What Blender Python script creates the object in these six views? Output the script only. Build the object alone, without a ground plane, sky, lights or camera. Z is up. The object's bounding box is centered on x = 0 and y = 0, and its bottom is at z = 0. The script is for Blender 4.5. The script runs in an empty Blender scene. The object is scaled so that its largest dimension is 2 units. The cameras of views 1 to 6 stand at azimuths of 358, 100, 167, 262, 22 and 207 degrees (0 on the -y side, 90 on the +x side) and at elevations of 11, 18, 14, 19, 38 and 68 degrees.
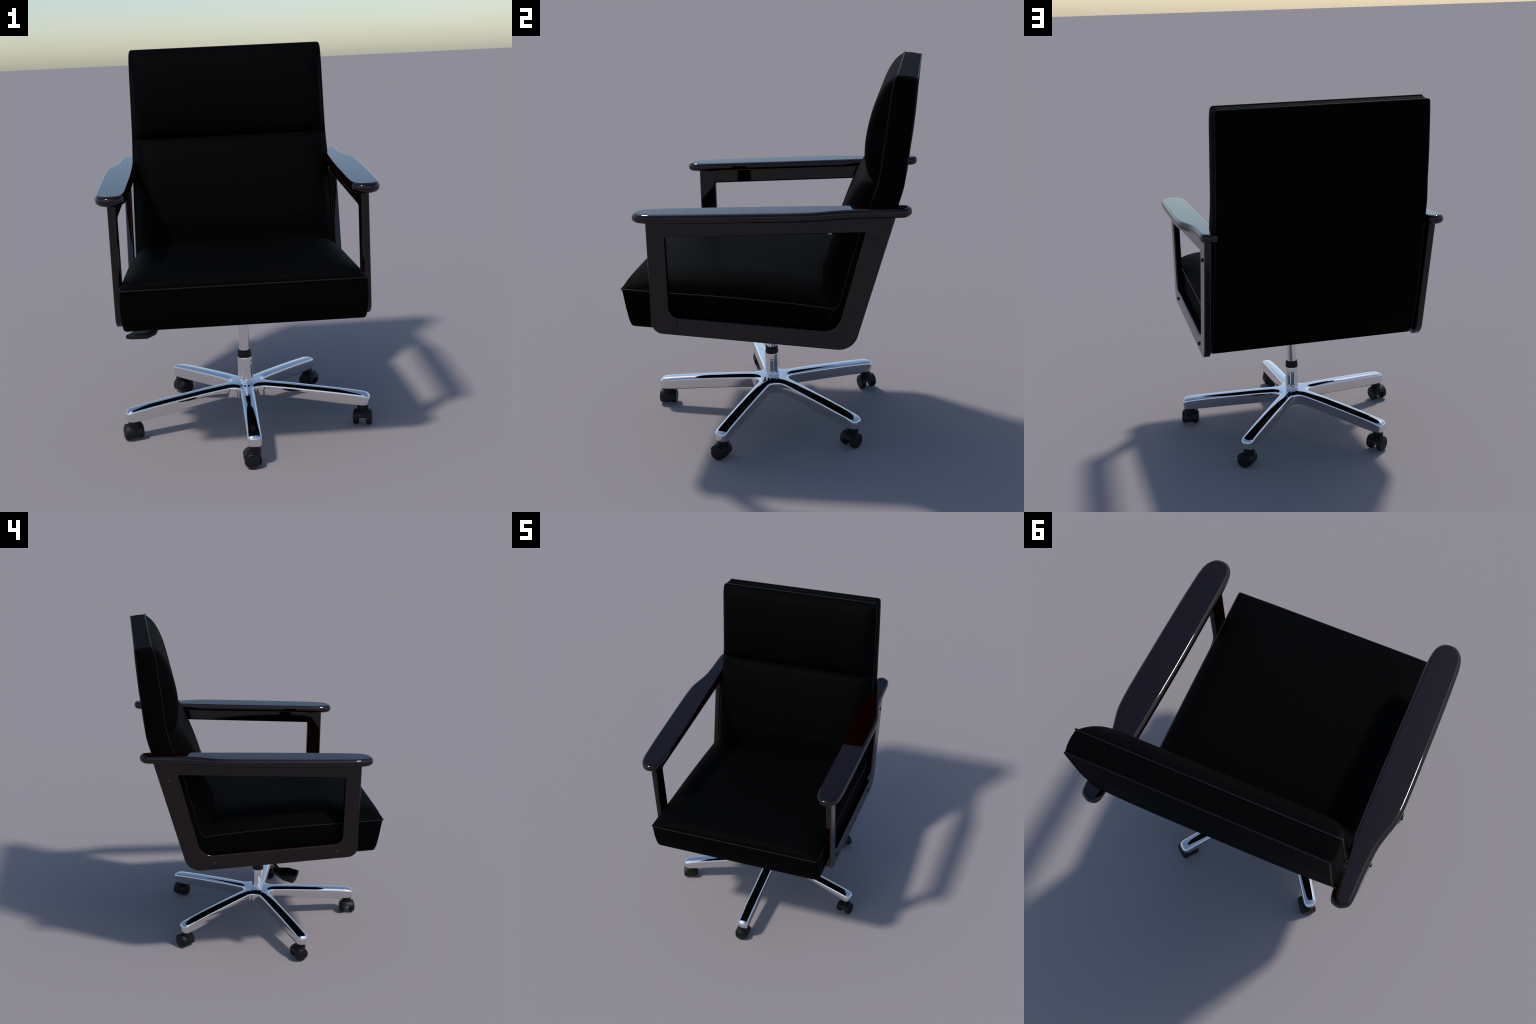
"""Swivel armchair: black herringbone upholstery with piping, glossy dark wooden
side frames and armrests, polished five-star base on twin-wheel casters."""
import math
import bpy
import bmesh
from mathutils import Vector

YAW = math.radians(0.5)          # the upper part is turned a touch on its column
HUB = (0.008, -0.057)            # axis of column and star base


# ------------------------------------------------------------------ helpers
def turn(p):
    c, s = math.cos(YAW), math.sin(YAW)
    return (p[0] * c - p[1] * s, p[0] * s + p[1] * c, p[2])


def lerp_curve(pts, t):
    """smooth (monotone-ish Catmull-Rom) value through (t, v) pairs"""
    n = len(pts)
    if t <= pts[0][0]:
        return pts[0][1]
    if t >= pts[-1][0]:
        return pts[-1][1]
    i = max(k for k in range(n - 1) if pts[k][0] <= t)

    def slope(k):
        if k == 0 or k == n - 1:
            a, b = (0, 1) if k == 0 else (n - 2, n - 1)
            return (pts[b][1] - pts[a][1]) / (pts[b][0] - pts[a][0])
        d0 = (pts[k][1] - pts[k - 1][1]) / (pts[k][0] - pts[k - 1][0])
        d1 = (pts[k + 1][1] - pts[k][1]) / (pts[k + 1][0] - pts[k][0])
        if d0 * d1 <= 0:
            return 0.0
        return 2 * d0 * d1 / (d0 + d1)

    h = pts[i + 1][0] - pts[i][0]
    x = (t - pts[i][0]) / h
    a, b = pts[i][1], pts[i + 1][1]
    m0, m1 = slope(i) * h, slope(i + 1) * h
    return ((2 * x ** 3 - 3 * x * x + 1) * a + (x ** 3 - 2 * x * x + x) * m0
            + (-2 * x ** 3 + 3 * x * x) * b + (x ** 3 - x * x) * m1)


def polyline(pts, steps, closed=False):
    """Catmull-Rom through 2D/3D points"""
    n, out = len(pts), []
    segs = n if closed else n - 1
    for i in range(segs):
        def P(k):
            return Vector(pts[k % n] if closed else pts[min(max(k, 0), n - 1)])
        p0, p1, p2, p3 = P(i - 1), P(i), P(i + 1), P(i + 2)
        for s in range(steps):
            t = s / steps
            out.append(0.5 * ((2 * p1) + (p2 - p0) * t + (2 * p0 - 5 * p1 + 4 * p2 - p3) * t * t
                              + (3 * p1 - p0 - 3 * p2 + p3) * t ** 3))
    if not closed:
        out.append(Vector(pts[-1]))
    return out


def round_polygon(corners, seg=10):
    """polygon with (x, y, radius) corners -> outline with circular fillets"""
    out, n = [], len(corners)
    for i in range(n):
        p = Vector(corners[i][:2])
        a = (Vector(corners[i - 1][:2]) - p)
        b = (Vector(corners[(i + 1) % n][:2]) - p)
        r = corners[i][2]
        if r <= 0:
            out.append(p)
            continue
        a.normalize()
        b.normalize()
        half = a.angle(b) / 2
        d = r / math.tan(half)
        c = p + (a + b).normalized() * (r / math.sin(half))
        s, e = p + a * d - c, p + b * d - c
        sweep = s.angle(e)
        for k in range(seg + 1):
            f = k / seg
            q = (s * math.sin((1 - f) * sweep) + e * math.sin(f * sweep)) / math.sin(sweep)
            out.append(c + q)
    return out


ROOT = None


def link(obj, parent=None):
    bpy.context.scene.collection.objects.link(obj)
    if parent is not None:
        obj.parent = parent
    return obj


def make(name, verts, faces, mat, parent=None, angle=40, weld=0.0, world=None):
    me = bpy.data.meshes.new(name)
    vs = [world(v) if world else tuple(v) for v in verts]
    me.from_pydata(vs, [], faces)
    bm = bmesh.new()
    bm.from_mesh(me)
    if weld:
        bmesh.ops.remove_doubles(bm, verts=bm.verts, dist=weld)
    bmesh.ops.recalc_face_normals(bm, faces=bm.faces)
    bm.to_mesh(me)
    bm.free()
    me.shade_smooth()
    if angle < 180:
        me.set_sharp_from_angle(angle=math.radians(angle))
    me.materials.append(mat)
    if mat is FABRIC:
        me.materials.append(FABRIC_SIDE)
        for poly in me.polygons:
            if abs(poly.normal.x) > 0.75:
                poly.material_index = 1
    return link(bpy.data.objects.new(name, me), parent if parent is not None else ROOT)


def weighted_normals(obj):
    m = obj.modifiers.new("weighted", "WEIGHTED_NORMAL")
    m.keep_sharp = True
    m.weight = 100


def grid_faces(rows, cols, base=0, wrap=False):
    f = []
    for r in range(rows - 1):
        for c in range(cols if wrap else cols - 1):
            a, b = base + r * cols + c, base + r * cols + (c + 1) % cols
            f.append((a, b, b + cols, a + cols))
    return f


def lathe(profile, seg=48, axis_origin=(0, 0), cap=True):
    """profile of (radius, z) turned around a vertical axis"""
    v, f = [], []
    for r, z in profile:
        for k in range(seg):
            a = 2 * math.pi * k / seg
            v.append((axis_origin[0] + r * math.cos(a), axis_origin[1] + r * math.sin(a), z))
    f = grid_faces(len(profile), seg, wrap=True)
    if cap:
        f.append(tuple(range(seg)))
        f.append(tuple((len(profile) - 1) * seg + k for k in range(seg)))
    return v, f


def tube(name, path, radius, mat, parent=None, seg=8, world=turn):
    cu = bpy.data.curves.new(name, "CURVE")
    cu.dimensions = "3D"
    cu.bevel_depth = radius
    cu.bevel_resolution = 3
    cu.use_fill_caps = True
    sp = cu.splines.new("POLY")
    sp.points.add(len(path) - 1)
    for p, q in zip(sp.points, path):
        p.co = (*world(q), 1)
    ob = bpy.data.objects.new(name + "_curve", cu)
    bpy.context.scene.collection.objects.link(ob)
    dg = bpy.context.evaluated_depsgraph_get()
    me = bpy.data.meshes.new_from_object(ob.evaluated_get(dg))
    bpy.data.objects.remove(ob)
    bpy.data.curves.remove(cu)
    me.name = name
    me.materials.clear()
    me.materials.append(mat)
    me.shade_smooth()
    return link(bpy.data.objects.new(name, me), parent if parent is not None else ROOT)


def slab(name, outlines, thickness, bevel, mat, place, parent=None, res=4):
    """flat plate from closed 2D outlines (first outer, others holes), all edges rounded;
    place maps (a, b, depth) to chair coordinates"""
    cu = bpy.data.curves.new(name, "CURVE")
    cu.dimensions = "2D"
    cu.fill_mode = "BOTH"
    cu.extrude = thickness / 2 - bevel
    cu.bevel_depth = bevel
    cu.bevel_resolution = res
    cu.offset = -bevel
    for loop in outlines:
        sp = cu.splines.new("POLY")
        sp.points.add(len(loop) - 1)
        sp.use_cyclic_u = True
        for p, q in zip(sp.points, loop):
            p.co = (q[0], q[1], 0, 1)
    ob = bpy.data.objects.new(name + "_curve", cu)
    bpy.context.scene.collection.objects.link(ob)
    dg = bpy.context.evaluated_depsgraph_get()
    me = bpy.data.meshes.new_from_object(ob.evaluated_get(dg))
    bpy.data.objects.remove(ob)
    bpy.data.curves.remove(cu)
    me.name = name
    for v in me.vertices:
        v.co = place(v.co)
    bm = bmesh.new()
    bm.from_mesh(me)
    bmesh.ops.remove_doubles(bm, verts=bm.verts, dist=1e-5)
    bmesh.ops.recalc_face_normals(bm, faces=bm.faces)
    bm.to_mesh(me)
    bm.free()
    me.materials.clear()
    me.materials.append(mat)
    me.shade_smooth()
    me.set_sharp_from_angle(angle=math.radians(50))
    o = link(bpy.data.objects.new(name, me), parent if parent is not None else ROOT)
    weighted_normals(o)
    return o


# ---------------------------------------------------------------- materials
def principled(name):
    m = bpy.data.materials.new(name)
    m.use_nodes = True
    return m, m.node_tree.nodes, m.node_tree.links, m.node_tree.nodes["Principled BSDF"]


def math_node(nodes, links, op, a, b=None):
    n = nodes.new("ShaderNodeMath")
    n.operation = op
    for i, x in enumerate((a, b)):
        if x is None:
            continue
        if isinstance(x, (int, float)):
            n.inputs[i].default_value = x
        else:
            links.new(x, n.inputs[i])
    return n.outputs[0]


def fabric_material(name, across, along):
    """across: axis index the zigzag bands are counted along; along: axes the ridges climb"""
    m, N, L, b = principled(name)
    tc = N.new("ShaderNodeTexCoord")
    sep = N.new("ShaderNodeSeparateXYZ")
    L.new(tc.outputs["Object"], sep.inputs[0])
    # twill ridges that zigzag across the width: x bands of 8 cm, ridges climb along y + z
    tri = math_node(N, L, "PINGPONG", math_node(N, L, "ADD", sep.outputs[across], 2.0), 0.04)
    run = math_node(N, L, "ADD", sep.outputs[along[0]], sep.outputs[along[1]]) if len(along) > 1 else sep.outputs[along[0]]
    phase = math_node(N, L, "ADD", math_node(N, L, "MULTIPLY", run, 0.2), tri)
    wave = math_node(N, L, "SINE", math_node(N, L, "MULTIPLY", phase, 2 * math.pi / 0.008))
    noise = N.new("ShaderNodeTexNoise")
    noise.inputs["Scale"].default_value = 260
    noise.inputs["Detail"].default_value = 3
    L.new(tc.outputs["Object"], noise.inputs["Vector"])
    height = math_node(N, L, "ADD", math_node(N, L, "MULTIPLY", wave, 0.5),
                       math_node(N, L, "MULTIPLY", noise.outputs["Fac"], 0.6))
    ramp = N.new("ShaderNodeValToRGB")
    ramp.color_ramp.elements[0].position = 0.0
    ramp.color_ramp.elements[0].color = (0.0015, 0.0016, 0.0016, 1)
    ramp.color_ramp.elements[1].position = 1.0
    ramp.color_ramp.elements[1].color = (0.0030, 0.0031, 0.0032, 1)
    L.new(height, ramp.inputs[0])
    L.new(ramp.outputs[0], b.inputs["Base Color"])
    b.inputs["Roughness"].default_value = 0.6
    b.inputs["Specular IOR Level"].default_value = 0.014
    bump = N.new("ShaderNodeBump")
    bump.inputs["Strength"].default_value = 0.35
    bump.inputs["Distance"].default_value = 0.001
    L.new(height, bump.inputs["Height"])
    L.new(bump.outputs[0], b.inputs["Normal"])
    return m


def piping_material():
    m, N, L, b = principled("piping_fabric")
    tc = N.new("ShaderNodeTexCoord")
    noise = N.new("ShaderNodeTexNoise")
    noise.inputs["Scale"].default_value = 180
    L.new(tc.outputs["Object"], noise.inputs["Vector"])
    ramp = N.new("ShaderNodeValToRGB")
    ramp.color_ramp.elements[0].color = (0.0032, 0.0032, 0.0035, 1)
    ramp.color_ramp.elements[1].color = (0.0052, 0.0052, 0.0056, 1)
    L.new(noise.outputs["Fac"], ramp.inputs[0])
    L.new(ramp.outputs[0], b.inputs["Base Color"])
    b.inputs["Roughness"].default_value = 0.5
    b.inputs["Specular IOR Level"].default_value = 0.16
    return m


def wood_material():
    m, N, L, b = principled("lacquered_dark_wood")
    tc = N.new("ShaderNodeTexCoord")
    mp = N.new("ShaderNodeMapping")
    mp.inputs["Scale"].default_value = (30, 2.5, 30)
    L.new(tc.outputs["Object"], mp.inputs[0])
    noise = N.new("ShaderNodeTexNoise")
    noise.inputs["Scale"].default_value = 2.0
    noise.inputs["Detail"].default_value = 6
    L.new(mp.outputs[0], noise.inputs["Vector"])
    ramp = N.new("ShaderNodeValToRGB")
    ramp.color_ramp.elements[0].position = 0.3
    ramp.color_ramp.elements[0].color = (0.0038, 0.0002, 0.0002, 1)
    ramp.color_ramp.elements[1].position = 0.7
    ramp.color_ramp.elements[1].color = (0.0050, 0.0003, 0.0003, 1)
    L.new(noise.outputs["Fac"], ramp.inputs[0])
    L.new(ramp.outputs[0], b.inputs["Base Color"])
    b.inputs["Roughness"].default_value = 0.03
    b.inputs["Specular IOR Level"].default_value = 0.5
    return m


def plain(name, col, rough, metal=0.0, spec=0.5):
    m, N, L, b = principled(name)
    tc = N.new("ShaderNodeTexCoord")
    noise = N.new("ShaderNodeTexNoise")
    noise.inputs["Scale"].default_value = 40
    L.new(tc.outputs["Object"], noise.inputs["Vector"])
    mr = N.new("ShaderNodeMapRange")
    mr.inputs["To Min"].default_value = rough * 0.9
    mr.inputs["To Max"].default_value = rough * 1.1
    L.new(noise.outputs["Fac"], mr.inputs[0])
    L.new(mr.outputs[0], b.inputs["Roughness"])
    b.inputs["Base Color"].default_value = (*col, 1)
    b.inputs["Metallic"].default_value = metal
    b.inputs["Specular IOR Level"].default_value = spec
    return m


FABRIC = fabric_material("herringbone_fabric", 0, (1, 2))
FABRIC_SIDE = fabric_material("herringbone_fabric_turned", 1, (2,))     # same cloth laid on the side walls
PIPING = piping_material()
WOOD = wood_material()
CHROME = plain("polished_chrome", (0.82, 0.82, 0.825), 0.015, 1.0)
PLASTIC = plain("black_plastic", (0.0042, 0.0045, 0.0047), 0.5, 0.0, 0.30)
SCREW = plain("blackened_steel", (0.006, 0.006, 0.007), 0.3, 0.0, 0.5)

# ---------------------------------------------------------------- top object
ROOT = bpy.data.objects.new("office_chair", None)
bpy.context.scene.collection.objects.link(ROOT)
ROOT["label"] = "black upholstered swivel armchair with dark wooden arms and chrome base"
ROOT["category"] = "office chair"

# ------------------------------------------------------------------ backrest
def turn_back(p):
    """the back sits a few millimetres to one side of the seat"""
    q = turn(p)
    return (q[0] + 0.004, q[1], q[2])


# side profile of the back, as z -> y, read at the two piped seams
SEAM_FRONT = [(0.66, 0.262), (0.74, 0.303), (0.842, 0.362), (0.875, 0.388), (1.047, 0.434), (1.237, 0.487),
              (1.381, 0.536), (1.489, 0.572), (1.526, 0.579), (1.637, 0.594), (1.783, 0.613),
              (1.867, 0.623), (1.938, 0.633), (1.973, 0.641), (1.996, 0.653)]
SEAM_REAR = [(0.688, 0.446), (0.80, 0.495), (1.0, 0.557), (1.384, 0.664), (1.485, 0.691), (1.59, 0.703), (1.688, 0.717),
             (1.856, 0.733), (1.950, 0.741), (1.984, 0.745)]
HALF_W = [(0.65, 0.566), (1.0, 0.563), (1.40, 0.556), (1.55, 0.552), (1.80, 0.549), (1.93, 0.547), (1.965, 0.5455), (1.9955, 0.541)]
CORNER = 0.011
SIDE_SWELL = 0.011
TOP_F, TOP_R, LOW = 1.9955, 1.984, 0.688


def back_half_width(z, top):
    w = lerp_curve(HALF_W, z)
    k = z - (top - CORNER)
    if k > 0:
        w += -CORNER + math.sqrt(max(CORNER ** 2 - k * k, 0))
    return w


def seam(which, v, side):
    """point on a piped seam, v 0 (bottom) .. 1 (top)"""
    top = TOP_F if which == "front" else TOP_R
    z = LOW + (top - LOW) * v
    y = lerp_curve(SEAM_FRONT if which == "front" else SEAM_REAR, z)
    w = back_half_width(z, top) - (0.0 if which == "front" else 0.004)
    return (side * w, y, z)


V_ROWS = [i / 60 * 0.98 for i in range(61)] + [0.98 + 0.02 * math.sin(k / 10 * math.pi / 2) for k in range(1, 11)]
U_COLS = [math.sin((i / 24 - 0.5) * math.pi) for i in range(25)]


def build_back_shell():
    verts, faces = [], []
    rows, cols = len(V_ROWS), len(U_COLS)
    for which in ("front", "rear"):
        for v in V_ROWS:
            x, y, z = seam(which, v, 1)
            for u in U_COLS:
                bulge = 0.010 * (1 - u ** 4) * math.sin(math.pi * v) ** 0.7 * (0.3 + 0.9 * v) if which == "rear" else 0.0
                verts.append((x * u, y + bulge, z))
    n = rows * cols
    faces += grid_faces(rows, cols) + grid_faces(rows, cols, n)
    steps = 8                                       # border strip, padded outwards between the seams
    for side in (-1, 1):
        base = len(verts)
        for v in V_ROWS:
            p, q = Vector(seam("front", v, side)), Vector(seam("rear", v, side))
            swell = SIDE_SWELL * (1 if v < 0.98 else max(0, (1 - v) / 0.02) ** 0.5)
            for k in range(steps + 1):
                t = k / steps
                c = p.lerp(q, t)
                verts.append((c.x + side * swell * math.sin(math.pi * t) ** 0.6, c.y, c.z))
        faces += grid_faces(rows, steps + 1, base)
    base = len(verts)
    for k in range(steps + 1):                      # top strip
        t = k / steps
        for c in range(cols):
            p, q = Vector(verts[(rows - 1) * cols + c]), Vector(verts[n + (rows - 1) * cols + c])
            m = p.lerp(q, t)
            verts.append((m.x, m.y, m.z + 0.003 * math.sin(math.pi * t)))
    faces += grid_faces(steps + 1, cols, base)
    for c in range(cols - 1):                       # underside
        faces.append((c, c + 1, c + 1 + n, c + n))
    make("backrest", verts, faces, FABRIC, angle=40, weld=1e-5, world=turn_back)


build_back_shell()

# padding: two pillows that swell out of the front seam, with a straight valley between them
VALLEY = 1.497
PAD_BASE = 0.84


def head_swell(v):
    return 0.024 * (1 - v) ** 0.7 + 0.086 * v ** 0.44 * (1 - v) ** 0.58 / 0.508


def lumbar_swell(v):
    return (0.022 + 0.139 * (1 - v) ** 0.175) * min(1.0, 0.66 + 1.0 * v)


def pad(name, z0, z1, swell, vs, power):
    cols = [math.sin(math.pi / 2 * math.sin((i / 72 - 0.5) * math.pi)) for i in range(73)]
    verts = []
    for v in vs:
        z = z0 + (z1 - z0) * v
        edge = lerp_curve(SEAM_FRONT, z)
        w = back_half_width(min(z, TOP_F), TOP_F)
        b = swell(v)
        for u in cols:
            verts.append((w * u, edge + 0.001 - b * (1 - abs(u) ** power), z))
    n, c = len(verts), len(cols)
    for v in vs:                                    # rear side, hidden in the shell, closes the body
        z = z0 + (z1 - z0) * v
        edge = lerp_curve(SEAM_FRONT, z) + 0.004
        w = back_half_width(min(z, TOP_F), TOP_F) - 0.001
        for u in cols:
            verts.append((w * u, edge, z))
    faces = grid_faces(len(vs), c) + grid_faces(len(vs), c, n)
    return make(name, verts, faces, FABRIC, angle=80, world=turn_back)


ease = [0.5 - 0.5 * math.cos(math.pi * i / 60) for i in range(61)]
pad("headrest_cushion", VALLEY, TOP_F, head_swell, ease, 24.0)
pad("lumbar_cushion", PAD_BASE, VALLEY, lumbar_swell, ease, 16.0)

# ---------------------------------------------------------------------- seat
SEAT_EDGE = [(-0.741, 0.908), (-0.49, 0.897), (-0.205, 0.886), (0.12, 0.866), (0.36, 0.843)]   # y -> z of the seam
SEAT_W = 0.570
SEAT_REAR = 0.40


def seat_edge(y):
    return lerp_curve(SEAT_EDGE, y) if y <= 0.36 else 0.843 - (y - 0.36) * 0.1


def seat_bottom(y):
    return 0.7055 - (y + 0.70) * 0.0445


def build_seat():
    n_y, n_x = 72, 64
    ts = [math.sin((i / n_y - 0.5) * math.pi) for i in range(n_y + 1)]
    us = [math.sin((i / n_x - 0.5) * math.pi) for i in range(n_x + 1)]
    verts = []
    for t in ts:
        y = -0.741 + (SEAT_REAR + 0.741) * (t + 1) / 2
        for u in us:
            v = (t + 1) / 2
            rise = 0.096 * (1 - abs(u) ** 11) * v ** 0.33 * (1 - v) ** 0.27 / 0.656
            verts.append((SEAT_W * u, y, seat_edge(y) + rise))
    top = grid_faces(len(ts), len(us))
    make("seat_cushion", verts, top, FABRIC, angle=180, world=turn)
    # box below: rings of the rounded rectangle from seam to underside
    verts, rings = [], 0
    prof = [(0.0, 0.0, 0.0), (0.12, 0.006, 0.001), (0.5, 0.019, 0.002), (0.80, 0.030, 0.003), (0.93, 0.038, 0.004),
            (0.975, 0.042, 0.006), (1.0, 0.050, 0.011)]
    xs = [-1 + 2 * i / 24 for i in range(25)]
    for drop, inset_front, inset_side in prof:
        w = SEAT_W - inset_side + 0.009 * math.sin(math.pi * drop) ** 0.8
        front = -0.741 + inset_front
        belly = 0.012 * math.sin(math.pi * drop)

        def zat(y):
            return seat_edge(y) + (seat_bottom(y) - seat_edge(y)) * drop
        rc = 0.008
        loop = [(w, SEAT_REAR)] + [(w, SEAT_REAR + (front + rc - SEAT_REAR) * i / 30) for i in range(1, 31)]
        loop += [(w - rc + rc * math.cos(a), front + rc - rc * math.sin(a)) for a in [math.pi / 2 * k / 5 for k in range(1, 6)]]
        loop += [((w - rc) * (1 - 2 * i / 24), front) for i in range(1, 24)]
        loop += [(-(w - rc) - rc * math.sin(a), front + rc - rc * math.cos(a)) for a in [math.pi / 2 * k / 5 for k in range(0, 6)]]
        loop += [(-w, front + rc + (SEAT_REAR - front - rc) * i / 30) for i in range(1, 31)]
        cols = len(loop)
        for x, y in loop:
            if y < front + rc:
                verts.append((x, y - belly * (1 - (x / SEAT_W) ** 6), zat(y)))
            else:
                verts.append((x, y, zat(y)))
        rings += 1
    faces = grid_faces(rings, cols)
    faces.append(tuple((rings - 1) * cols + k for k in range(cols)))
    make("seat_base", verts, faces, FABRIC, angle=50, world=turn)


build_seat()

# -------------------------------------------------------------------- piping
PIPE_R = 0.0038


def seam_path(which, v0, lift):
    n = 70
    vs = [v for v in [v0 + (0.98 - v0) * i / n for i in range(n + 1)]] + [0.98 + 0.02 * math.sin(k / 8 * math.pi / 2) for k in range(1, 9)]
    left = [seam(which, v, -1) for v in vs]
    right = [seam(which, v, 1) for v in reversed(vs)]
    pts = left + right
    return [(p[0] + (0.002 if p[0] > 0 else -0.002), p[1] + lift, p[2] + (0.002 if p[2] > 1.97 else 0)) for p in pts]


tube("piping", seam_path("front", 0.03, -0.001), PIPE_R, PIPING, world=turn_back)
tube("piping", seam_path("rear", 0.0, 0.001), PIPE_R * 0.85, PIPING, world=turn_back)
seat_pipe = []
for i in range(41):
    y = 0.365 + (-0.735 - 0.365) * i / 40
    seat_pipe.append((-SEAT_W - 0.001, y, seat_edge(y) + 0.001))
front_c = [(-SEAT_W + 0.002, -0.742, 0.909)] + [(SEAT_W * (-0.98 + 1.96 * i / 20), -0.743, 0.909) for i in range(21)] + [(SEAT_W - 0.002, -0.742, 0.909)]
seat_pipe = seat_pipe + front_c + [(-p[0], p[1], p[2]) for p in reversed(seat_pipe)]
tube("piping", seat_pipe, PIPE_R, PIPING)

# --------------------------------------------------------------- side frames
FRAME_IN, FRAME_OUT = 0.5755, 0.6145
FRAME_OUTER = [(-0.581, 1.315, 0), (-0.581, 0.690, 0.062), (0.458, 0.6375, 0.105), (0.664, 1.355, 0)]
FRAME_WINDOW = [(-0.485, 1.206, 0.012), (0.516, 1.257, 0.006), (0.376, 0.7385, 0.085), (-0.483, 0.7815, 0.052)]


def build_frame(side):
    mid, th = (FRAME_IN + FRAME_OUT) / 2, FRAME_OUT - FRAME_IN
    outer = round_polygon(FRAME_OUTER, 14)
    inner = round_polygon(FRAME_WINDOW, 12)
    frame = slab("side_frame", [outer, inner], th, 0.009, WOOD,
                 lambda c: turn((side * (mid + c[2]), c[0], c[1])))
    # three round-headed screws per side
    prof = [(0.0105, -0.003), (0.0105, 0.0035), (0.0095, 0.0062), (0.0065, 0.0078), (0.003, 0.0082), (0.0029, 0.0060), (0.0, 0.0058)]
    for y, z in ((0.307, 0.692), (-0.448, 0.733), (0.571, 1.223)):
        v, f = lathe(prof[:-1], 20)
        v = [turn((side * (FRAME_OUT + p[2]), y + p[0], z + p[1])) for p in v]
        make("screw", v, f, SCREW, parent=frame, angle=45)
    return frame


# armrest plan: outer edge and inner edge, as (y, half x)
ARM_PLAN = [(-0.648, 0.590), (-0.640, 0.624), (-0.606, 0.653), (-0.55, 0.667), (-0.45, 0.673), (-0.30, 0.678), (-0.05, 0.683),
            (0.14, 0.686), (0.24, 0.684), (0.30, 0.676), (0.36, 0.660), (0.42, 0.647), (0.50, 0.640), (0.60, 0.638),
            (0.67, 0.637), (0.708, 0.630), (0.728, 0.606), (0.733, 0.585), (0.725, 0.560), (0.700, 0.546),
            (0.64, 0.541), (0.50, 0.537), (0.38, 0.532), (0.0, 0.522), (-0.30, 0.520), (-0.47, 0.519),
            (-0.555, 0.522), (-0.608, 0.533), (-0.638, 0.557)]


def build_armrest(side):
    loop = polyline(ARM_PLAN, 8, closed=True)
    arm = slab("armrest", [[(p[1], p[0]) for p in loop]], 0.047, 0.0195, WOOD,
               lambda c: turn((side * (c[0] + 0.003 * min(max((c[0] - 0.55) / 0.1, 0), 1)), c[1], 1.3335 + 0.041 * c[1] + c[2])), res=6)
    return arm


for side in (1, -1):
    build_frame(side)
    build_armrest(side)

# ------------------------------------------------------- column and star base
hx, hy = HUB
v, f = lathe([(0.0275, 0.375), (0.0275, 0.68)], 40, HUB)
make("gas_lift", v, f, CHROME)
v, f = lathe([(0.0365, 0.356), (0.0372, 0.362), (0.0370, 0.374), (0.0350, 0.3765), (0.0350, 0.380), (0.0350, 0.387),
              (0.0335, 0.393), (0.0300, 0.395), (0.026, 0.394)], 40, HUB)
make("lift_collar", v, f, PLASTIC)
v, f = lathe([(0.06, 0.60), (0.06, 0.685)], 6, HUB)
v = [(hx + (p[0] - hx) * 1.7, hy + (p[1] - hy) * 2.2, p[2]) for p in v]
make("seat_mechanism", v, f, PLASTIC)


def build_hub():
    """fluted sleeve above a plain collar, split by a narrow groove"""
    seg, verts = 200, []
    zs = [0.180, 0.2235, 0.2245, 0.2265, 0.2275, 0.236, 0.240, 0.244, 0.249, 0.255, 0.30, 0.352, 0.357, 0.3585]
    for z in zs:
        base = 0.0400 if z < 0.224 else 0.0395
        if 0.2240 < z < 0.227:
            base = 0.0380
        base -= max(0, z - 0.25) * 0.010
        if z > 0.355:
            base -= 0.0012 if z < 0.358 else 0.004
        depth = 0.0022 * min(max((z - 0.236) / 0.015, 0), 1) if z > 0.2275 else 0
        for k in range(seg):
            a = 2 * math.pi * k / seg
            w = abs((k * 10 / seg + 0.25) % 1.0 - 0.5) * 36          # degrees from the middle of a flute
            facet = (base - 0.0023) / math.cos(math.radians(w))
            blend = depth / 0.0022
            r = base * (1 - blend) + min(facet, base) * blend if w < 15 else base
            verts.append((hx + r * math.cos(a), hy + r * math.sin(a), z))
    faces = grid_faces(len(zs), seg, wrap=True)
    faces.append(tuple((len(zs) - 1) * seg + k for k in range(seg)))
    make("hub_sleeve", verts, faces, CHROME, angle=38)


build_hub()

LEG_END, LEG_HW, CROTCH = 0.670, 0.0360, 0.050
LEG_ANGLES = [math.radians(a) for a in (-88.9, -14.9, 53.0, 125.9, 198.2)]     # slightly uneven spread


def leg_top(r):
    return lerp_curve([(0.0, 0.221), (0.05, 0.2205), (0.15, 0.2165), (0.36, 0.2008), (0.58, 0.1800), (0.63, 0.1735), (0.67, 0.164)], r)


def leg_bottom(r):
    return lerp_curve([(0.0, 0.147), (0.12, 0.142), (0.36, 0.124), (0.62, 0.1035), (0.70, 0.1015)], r)


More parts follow.
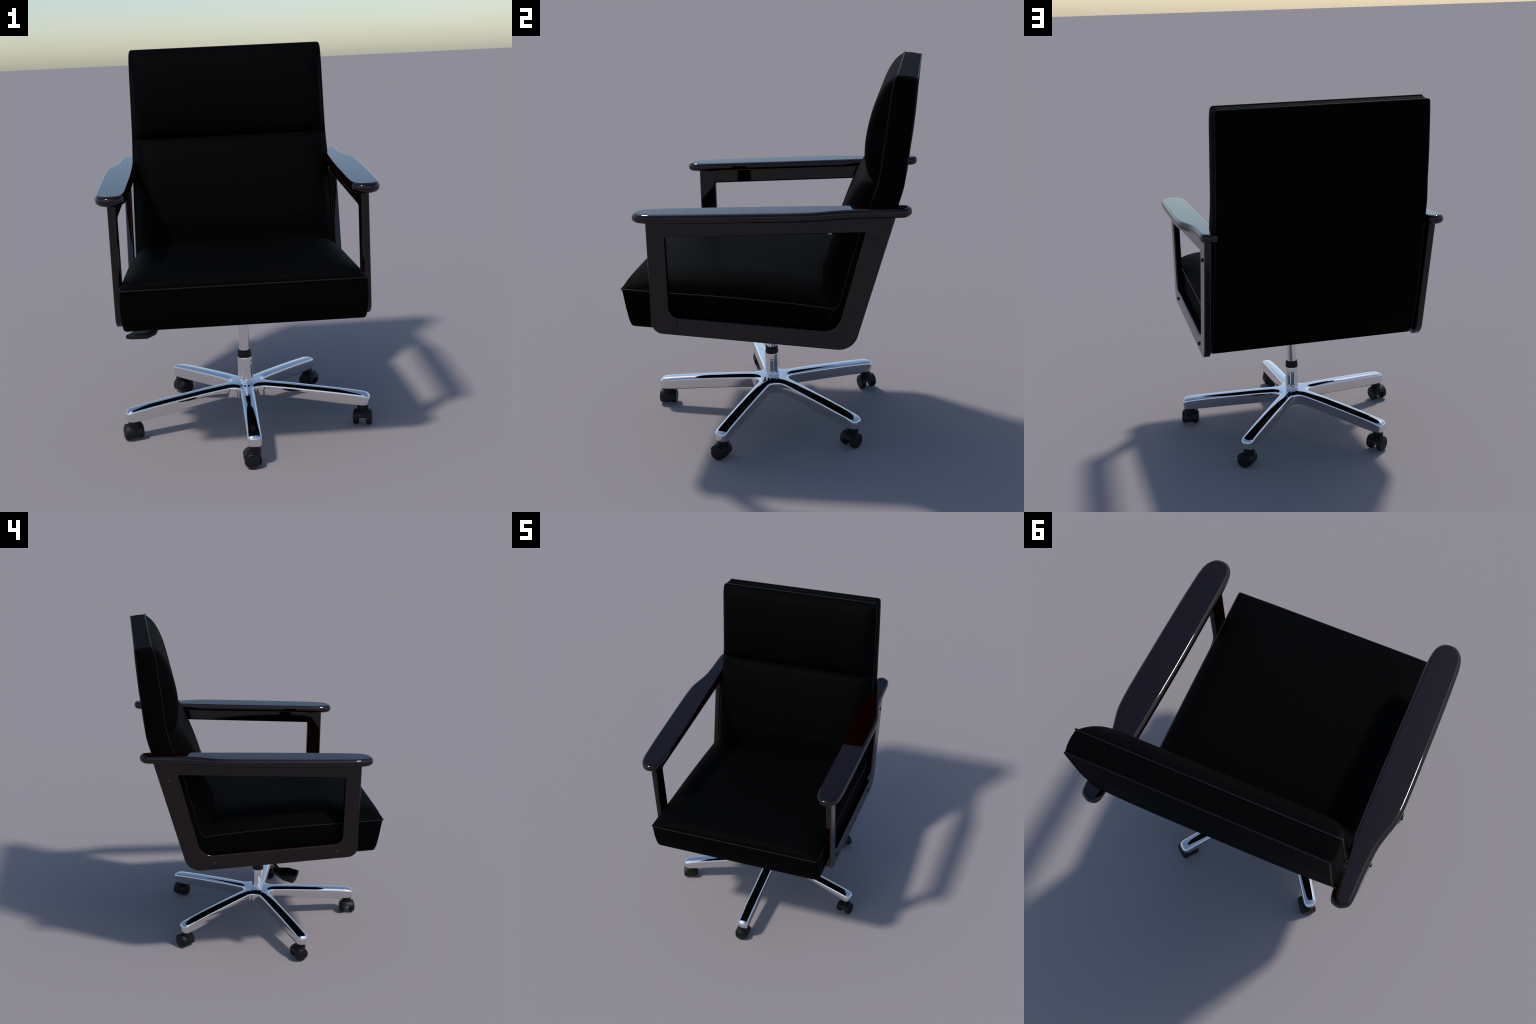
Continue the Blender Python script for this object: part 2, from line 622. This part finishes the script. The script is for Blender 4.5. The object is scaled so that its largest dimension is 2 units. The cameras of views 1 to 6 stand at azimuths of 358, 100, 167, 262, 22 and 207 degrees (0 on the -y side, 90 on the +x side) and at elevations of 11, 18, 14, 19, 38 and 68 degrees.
def build_star():
    hw_tip, hw_hub = LEG_HW, LEG_HW + 0.002
    qs = [0, 0.2, 0.4, 0.55, 0.68, 0.78, 0.86, 0.92, 0.96, 0.985, 1.0]
    verts, faces = [], []
    for leg in range(5):
        a0 = LEG_ANGLES[leg]
        spread = (LEG_ANGLES[(leg + 1) % 5] - a0) % (2 * math.pi)
        half = spread / 2
        dist = (hw_hub + CROTCH) / math.sin(half)
        a_tan = dist * math.cos(half)
        rows = []                                          # (outline, skeleton, tip weight) in the wedge frame
        n_cap = 12
        for k in range(n_cap + 1):                         # rounded leg end, superellipse quarter
            a = math.pi / 2 * k / n_cap
            cx, sx = abs(math.cos(a)) ** 0.75, abs(math.sin(a)) ** 0.75
            rows.append(((LEG_END - 0.036 + 0.036 * cx, hw_tip * sx), (LEG_END - 0.036, 0.0), cx))
        for k in range(1, 31):
            t = k / 30
            a = (LEG_END - 0.036) * (1 - t) + a_tan * t
            rows.append(((a, hw_tip + (hw_hub - hw_tip) * t), (a, 0.0), 0.0))
        m = 8
        ctr = (dist * math.cos(half), dist * math.sin(half))
        for k in range(1, m + 1):
            ang = -math.pi / 2 - (math.pi / 2 - half) * k / m
            o = (ctr[0] + CROTCH * math.cos(ang), ctr[1] + CROTCH * math.sin(ang))
            rows.append((o, (a_tan * (1 - k / m), 0.0), 0.0))
        cs, ss = math.cos(spread), math.sin(spread)

        def mirror(p):                                     # reflect in the bisector of the wedge
            return (p[0] * cs + p[1] * ss, p[0] * ss - p[1] * cs)
        rows = rows + [(mirror(o), mirror(s), w) for o, s, w in reversed(rows[:-1])]
        ca, sa = math.cos(a0), math.sin(a0)
        base = len(verts)
        cols = 0
        for o, s, w in rows:
            ln = math.hypot(o[0] - s[0], o[1] - s[1])
            ring = []
            for q in qs:
                x, y = s[0] + (o[0] - s[0]) * q, s[1] + (o[1] - s[1]) * q
                edge = min(max(1 - (1 - q) * ln / 0.035, 0), 1)
                z = leg_top(math.hypot(x, y)) - 0.0195 * (1 - math.sqrt(max(1 - edge ** 2.6, 0)))
                ring.append((x, y, z))
            ro = math.hypot(*o)
            zt, zb = leg_top(ro) - 0.0195, leg_bottom(ro)
            for d, ins in ((0.25, 0.0), (0.5, 0.0008), (0.8, 0.0022), (0.92, 0.0035), (0.98, 0.0055), (1.0, 0.0085)):
                k = 1 - (ins * (1 + 1.2 * w)) / ln
                ring.append((s[0] + (o[0] - s[0]) * k, s[1] + (o[1] - s[1]) * k, zt + (zb - zt) * d))
            ring.append((s[0], s[1], zb))
            cols = len(ring)
            for x, y, z in ring:
                verts.append((hx + x * ca - y * sa, hy + x * sa + y * ca, z))
        faces += grid_faces(len(rows), cols, base)
    make("star_base", verts, faces, CHROME, angle=60, weld=2e-5)


build_star()


# ------------------------------------------------------------------- casters
STEM_R, WHEEL_R = 0.0292, 0.0392
TRAIL = 0.0155
CASTER_AT = 0.6285


def caster_meshes():
    """local frame: +x along the wheel axle (outwards), +y towards the hood, origin under the stem"""
    def raw(name, verts, faces, angle):
        me = bpy.data.meshes.new(name)
        me.from_pydata([tuple(p) for p in verts], [], faces)
        bm = bmesh.new()
        bm.from_mesh(me)
        bmesh.ops.recalc_face_normals(bm, faces=bm.faces)
        bm.to_mesh(me)
        bm.free()
        me.shade_smooth()
        me.set_sharp_from_angle(angle=math.radians(angle))
        me.materials.append(PLASTIC)
        return me
    yc = -TRAIL
    # wheel
    prof = [(0.010, 0.0215), (0.0367, 0.0215), (0.0387, 0.0235), (WHEEL_R, 0.027), (WHEEL_R, 0.038), (0.0380, 0.0435),
            (0.0357, 0.0470), (0.0322, 0.0487), (0.0315, 0.0483), (0.026, 0.0494), (0.013, 0.0503), (0.002, 0.0505)]
    v, f = lathe(prof, 40)
    wheel = raw("wheel", [(p[2], yc + p[0], WHEEL_R + p[1]) for p in v], f, 50)
    # hood: arc shell over both wheels, solid between them, plus the stem
    verts, faces = [], []

    def arc_body(half, r_out, r_in, a0, a1, n=30):
        base = len(verts)
        xs = [-half, -half + 0.002, half - 0.002, half]
        for i in range(n + 1):
            a = math.radians(a0 + (a1 - a0) * i / n)
            for r, sgn in ((r_out, 1), (r_in, -1)):
                order = xs if sgn > 0 else xs[::-1]
                for j, x in enumerate(order):
                    rr = r - 0.0015 if (j in (0, 3) and sgn > 0) else r
                    verts.append((x, yc + rr * math.cos(a), WHEEL_R + rr * math.sin(a)))
        c = 8
        for fc in grid_faces(n + 1, c, base, wrap=True):
            faces.append(fc)
        faces.append(tuple(base + k for k in range(c)))
        faces.append(tuple(base + n * c + k for k in range(c)))

    arc_body(0.0430, 0.0450, 0.0408, -30, 160)
    base = len(verts)                                      # solid core between the wheels
    n = 24
    for x in (-0.0205, 0.0205):
        for i in range(n + 1):
            a = math.radians(-28 + (158 + 28) * i / n)
            verts.append((x, yc + 0.0418 * math.cos(a), WHEEL_R + 0.0418 * math.sin(a)))
    m = n + 1
    for i in range(m):
        j = (i + 1) % m
        faces.append((base + i, base + j, base + m + j, base + m + i))
    faces.append(tuple(base + i for i in range(m)))
    faces.append(tuple(base + m + i for i in range(m)))
    hood = raw("caster", verts, faces, 40)
    sv, sf = lathe([(STEM_R, 0.035), (STEM_R, 0.1125), (STEM_R - 0.002, 0.1145), (0.012, 0.1145), (0.012, 0.135)], 36)
    sv = [(p[0], p[1], p[2]) for p in sv if True]
    # cut the lower stem so that it stays inside the hood on the open side
    sv = [(p[0], p[1], max(p[2], 0.045)) for p in sv]
    stem = raw("caster_stem", sv, sf, 40)
    return hood, wheel, stem


hood_me, wheel_me, stem_me = caster_meshes()
for leg in range(5):
    a = LEG_ANGLES[leg]
    at = (hx + CASTER_AT * math.cos(a), hy + CASTER_AT * math.sin(a), 0.0)
    hood = link(bpy.data.objects.new("caster", hood_me), ROOT)
    hood.location = at
    hood.rotation_euler = (0, 0, a)
    link(bpy.data.objects.new("caster_stem", stem_me), hood)
    for flip in (0, 1):
        w = link(bpy.data.objects.new("wheel", wheel_me), hood)
        if flip:
            w.scale = (-1, 1, 1)

# --------------------------------------------------------------------- lever
rod = polyline([(-0.03, -0.05, 0.648), (-0.16, -0.062, 0.630), (-0.30, -0.080, 0.606), (-0.40, -0.092, 0.588), (-0.46, -0.118, 0.566), (-0.49, -0.14, 0.558)], 6)
tube("lever_rod", [tuple(p) for p in rod], 0.0085, PLASTIC, world=lambda p: p)
PADDLE = [(-0.435, -0.088), (-0.438, -0.117), (-0.446, -0.190), (-0.487, -0.245), (-0.530, -0.229), (-0.578, -0.209),
          (-0.605, -0.186), (-0.566, -0.130), (-0.480, -0.084)]
verts, faces = [], []
cx, cy = -0.51, -0.165
for dz, sc in ((-0.014, 0.90), (-0.010, 0.985), (0.0, 1.0), (0.008, 0.985), (0.013, 0.84)):
    for x, y in PADDLE:
        X, Y = cx + (x - cx) * sc, cy + (y - cy) * sc
        verts.append((X, Y, 0.538 + (X + 0.605) * 0.10 + dz))
k = len(PADDLE)
faces = grid_faces(5, k, wrap=True) + [tuple(range(k)), tuple(4 * k + i for i in range(k))]
make("lever_paddle", verts, faces, PLASTIC, angle=25)
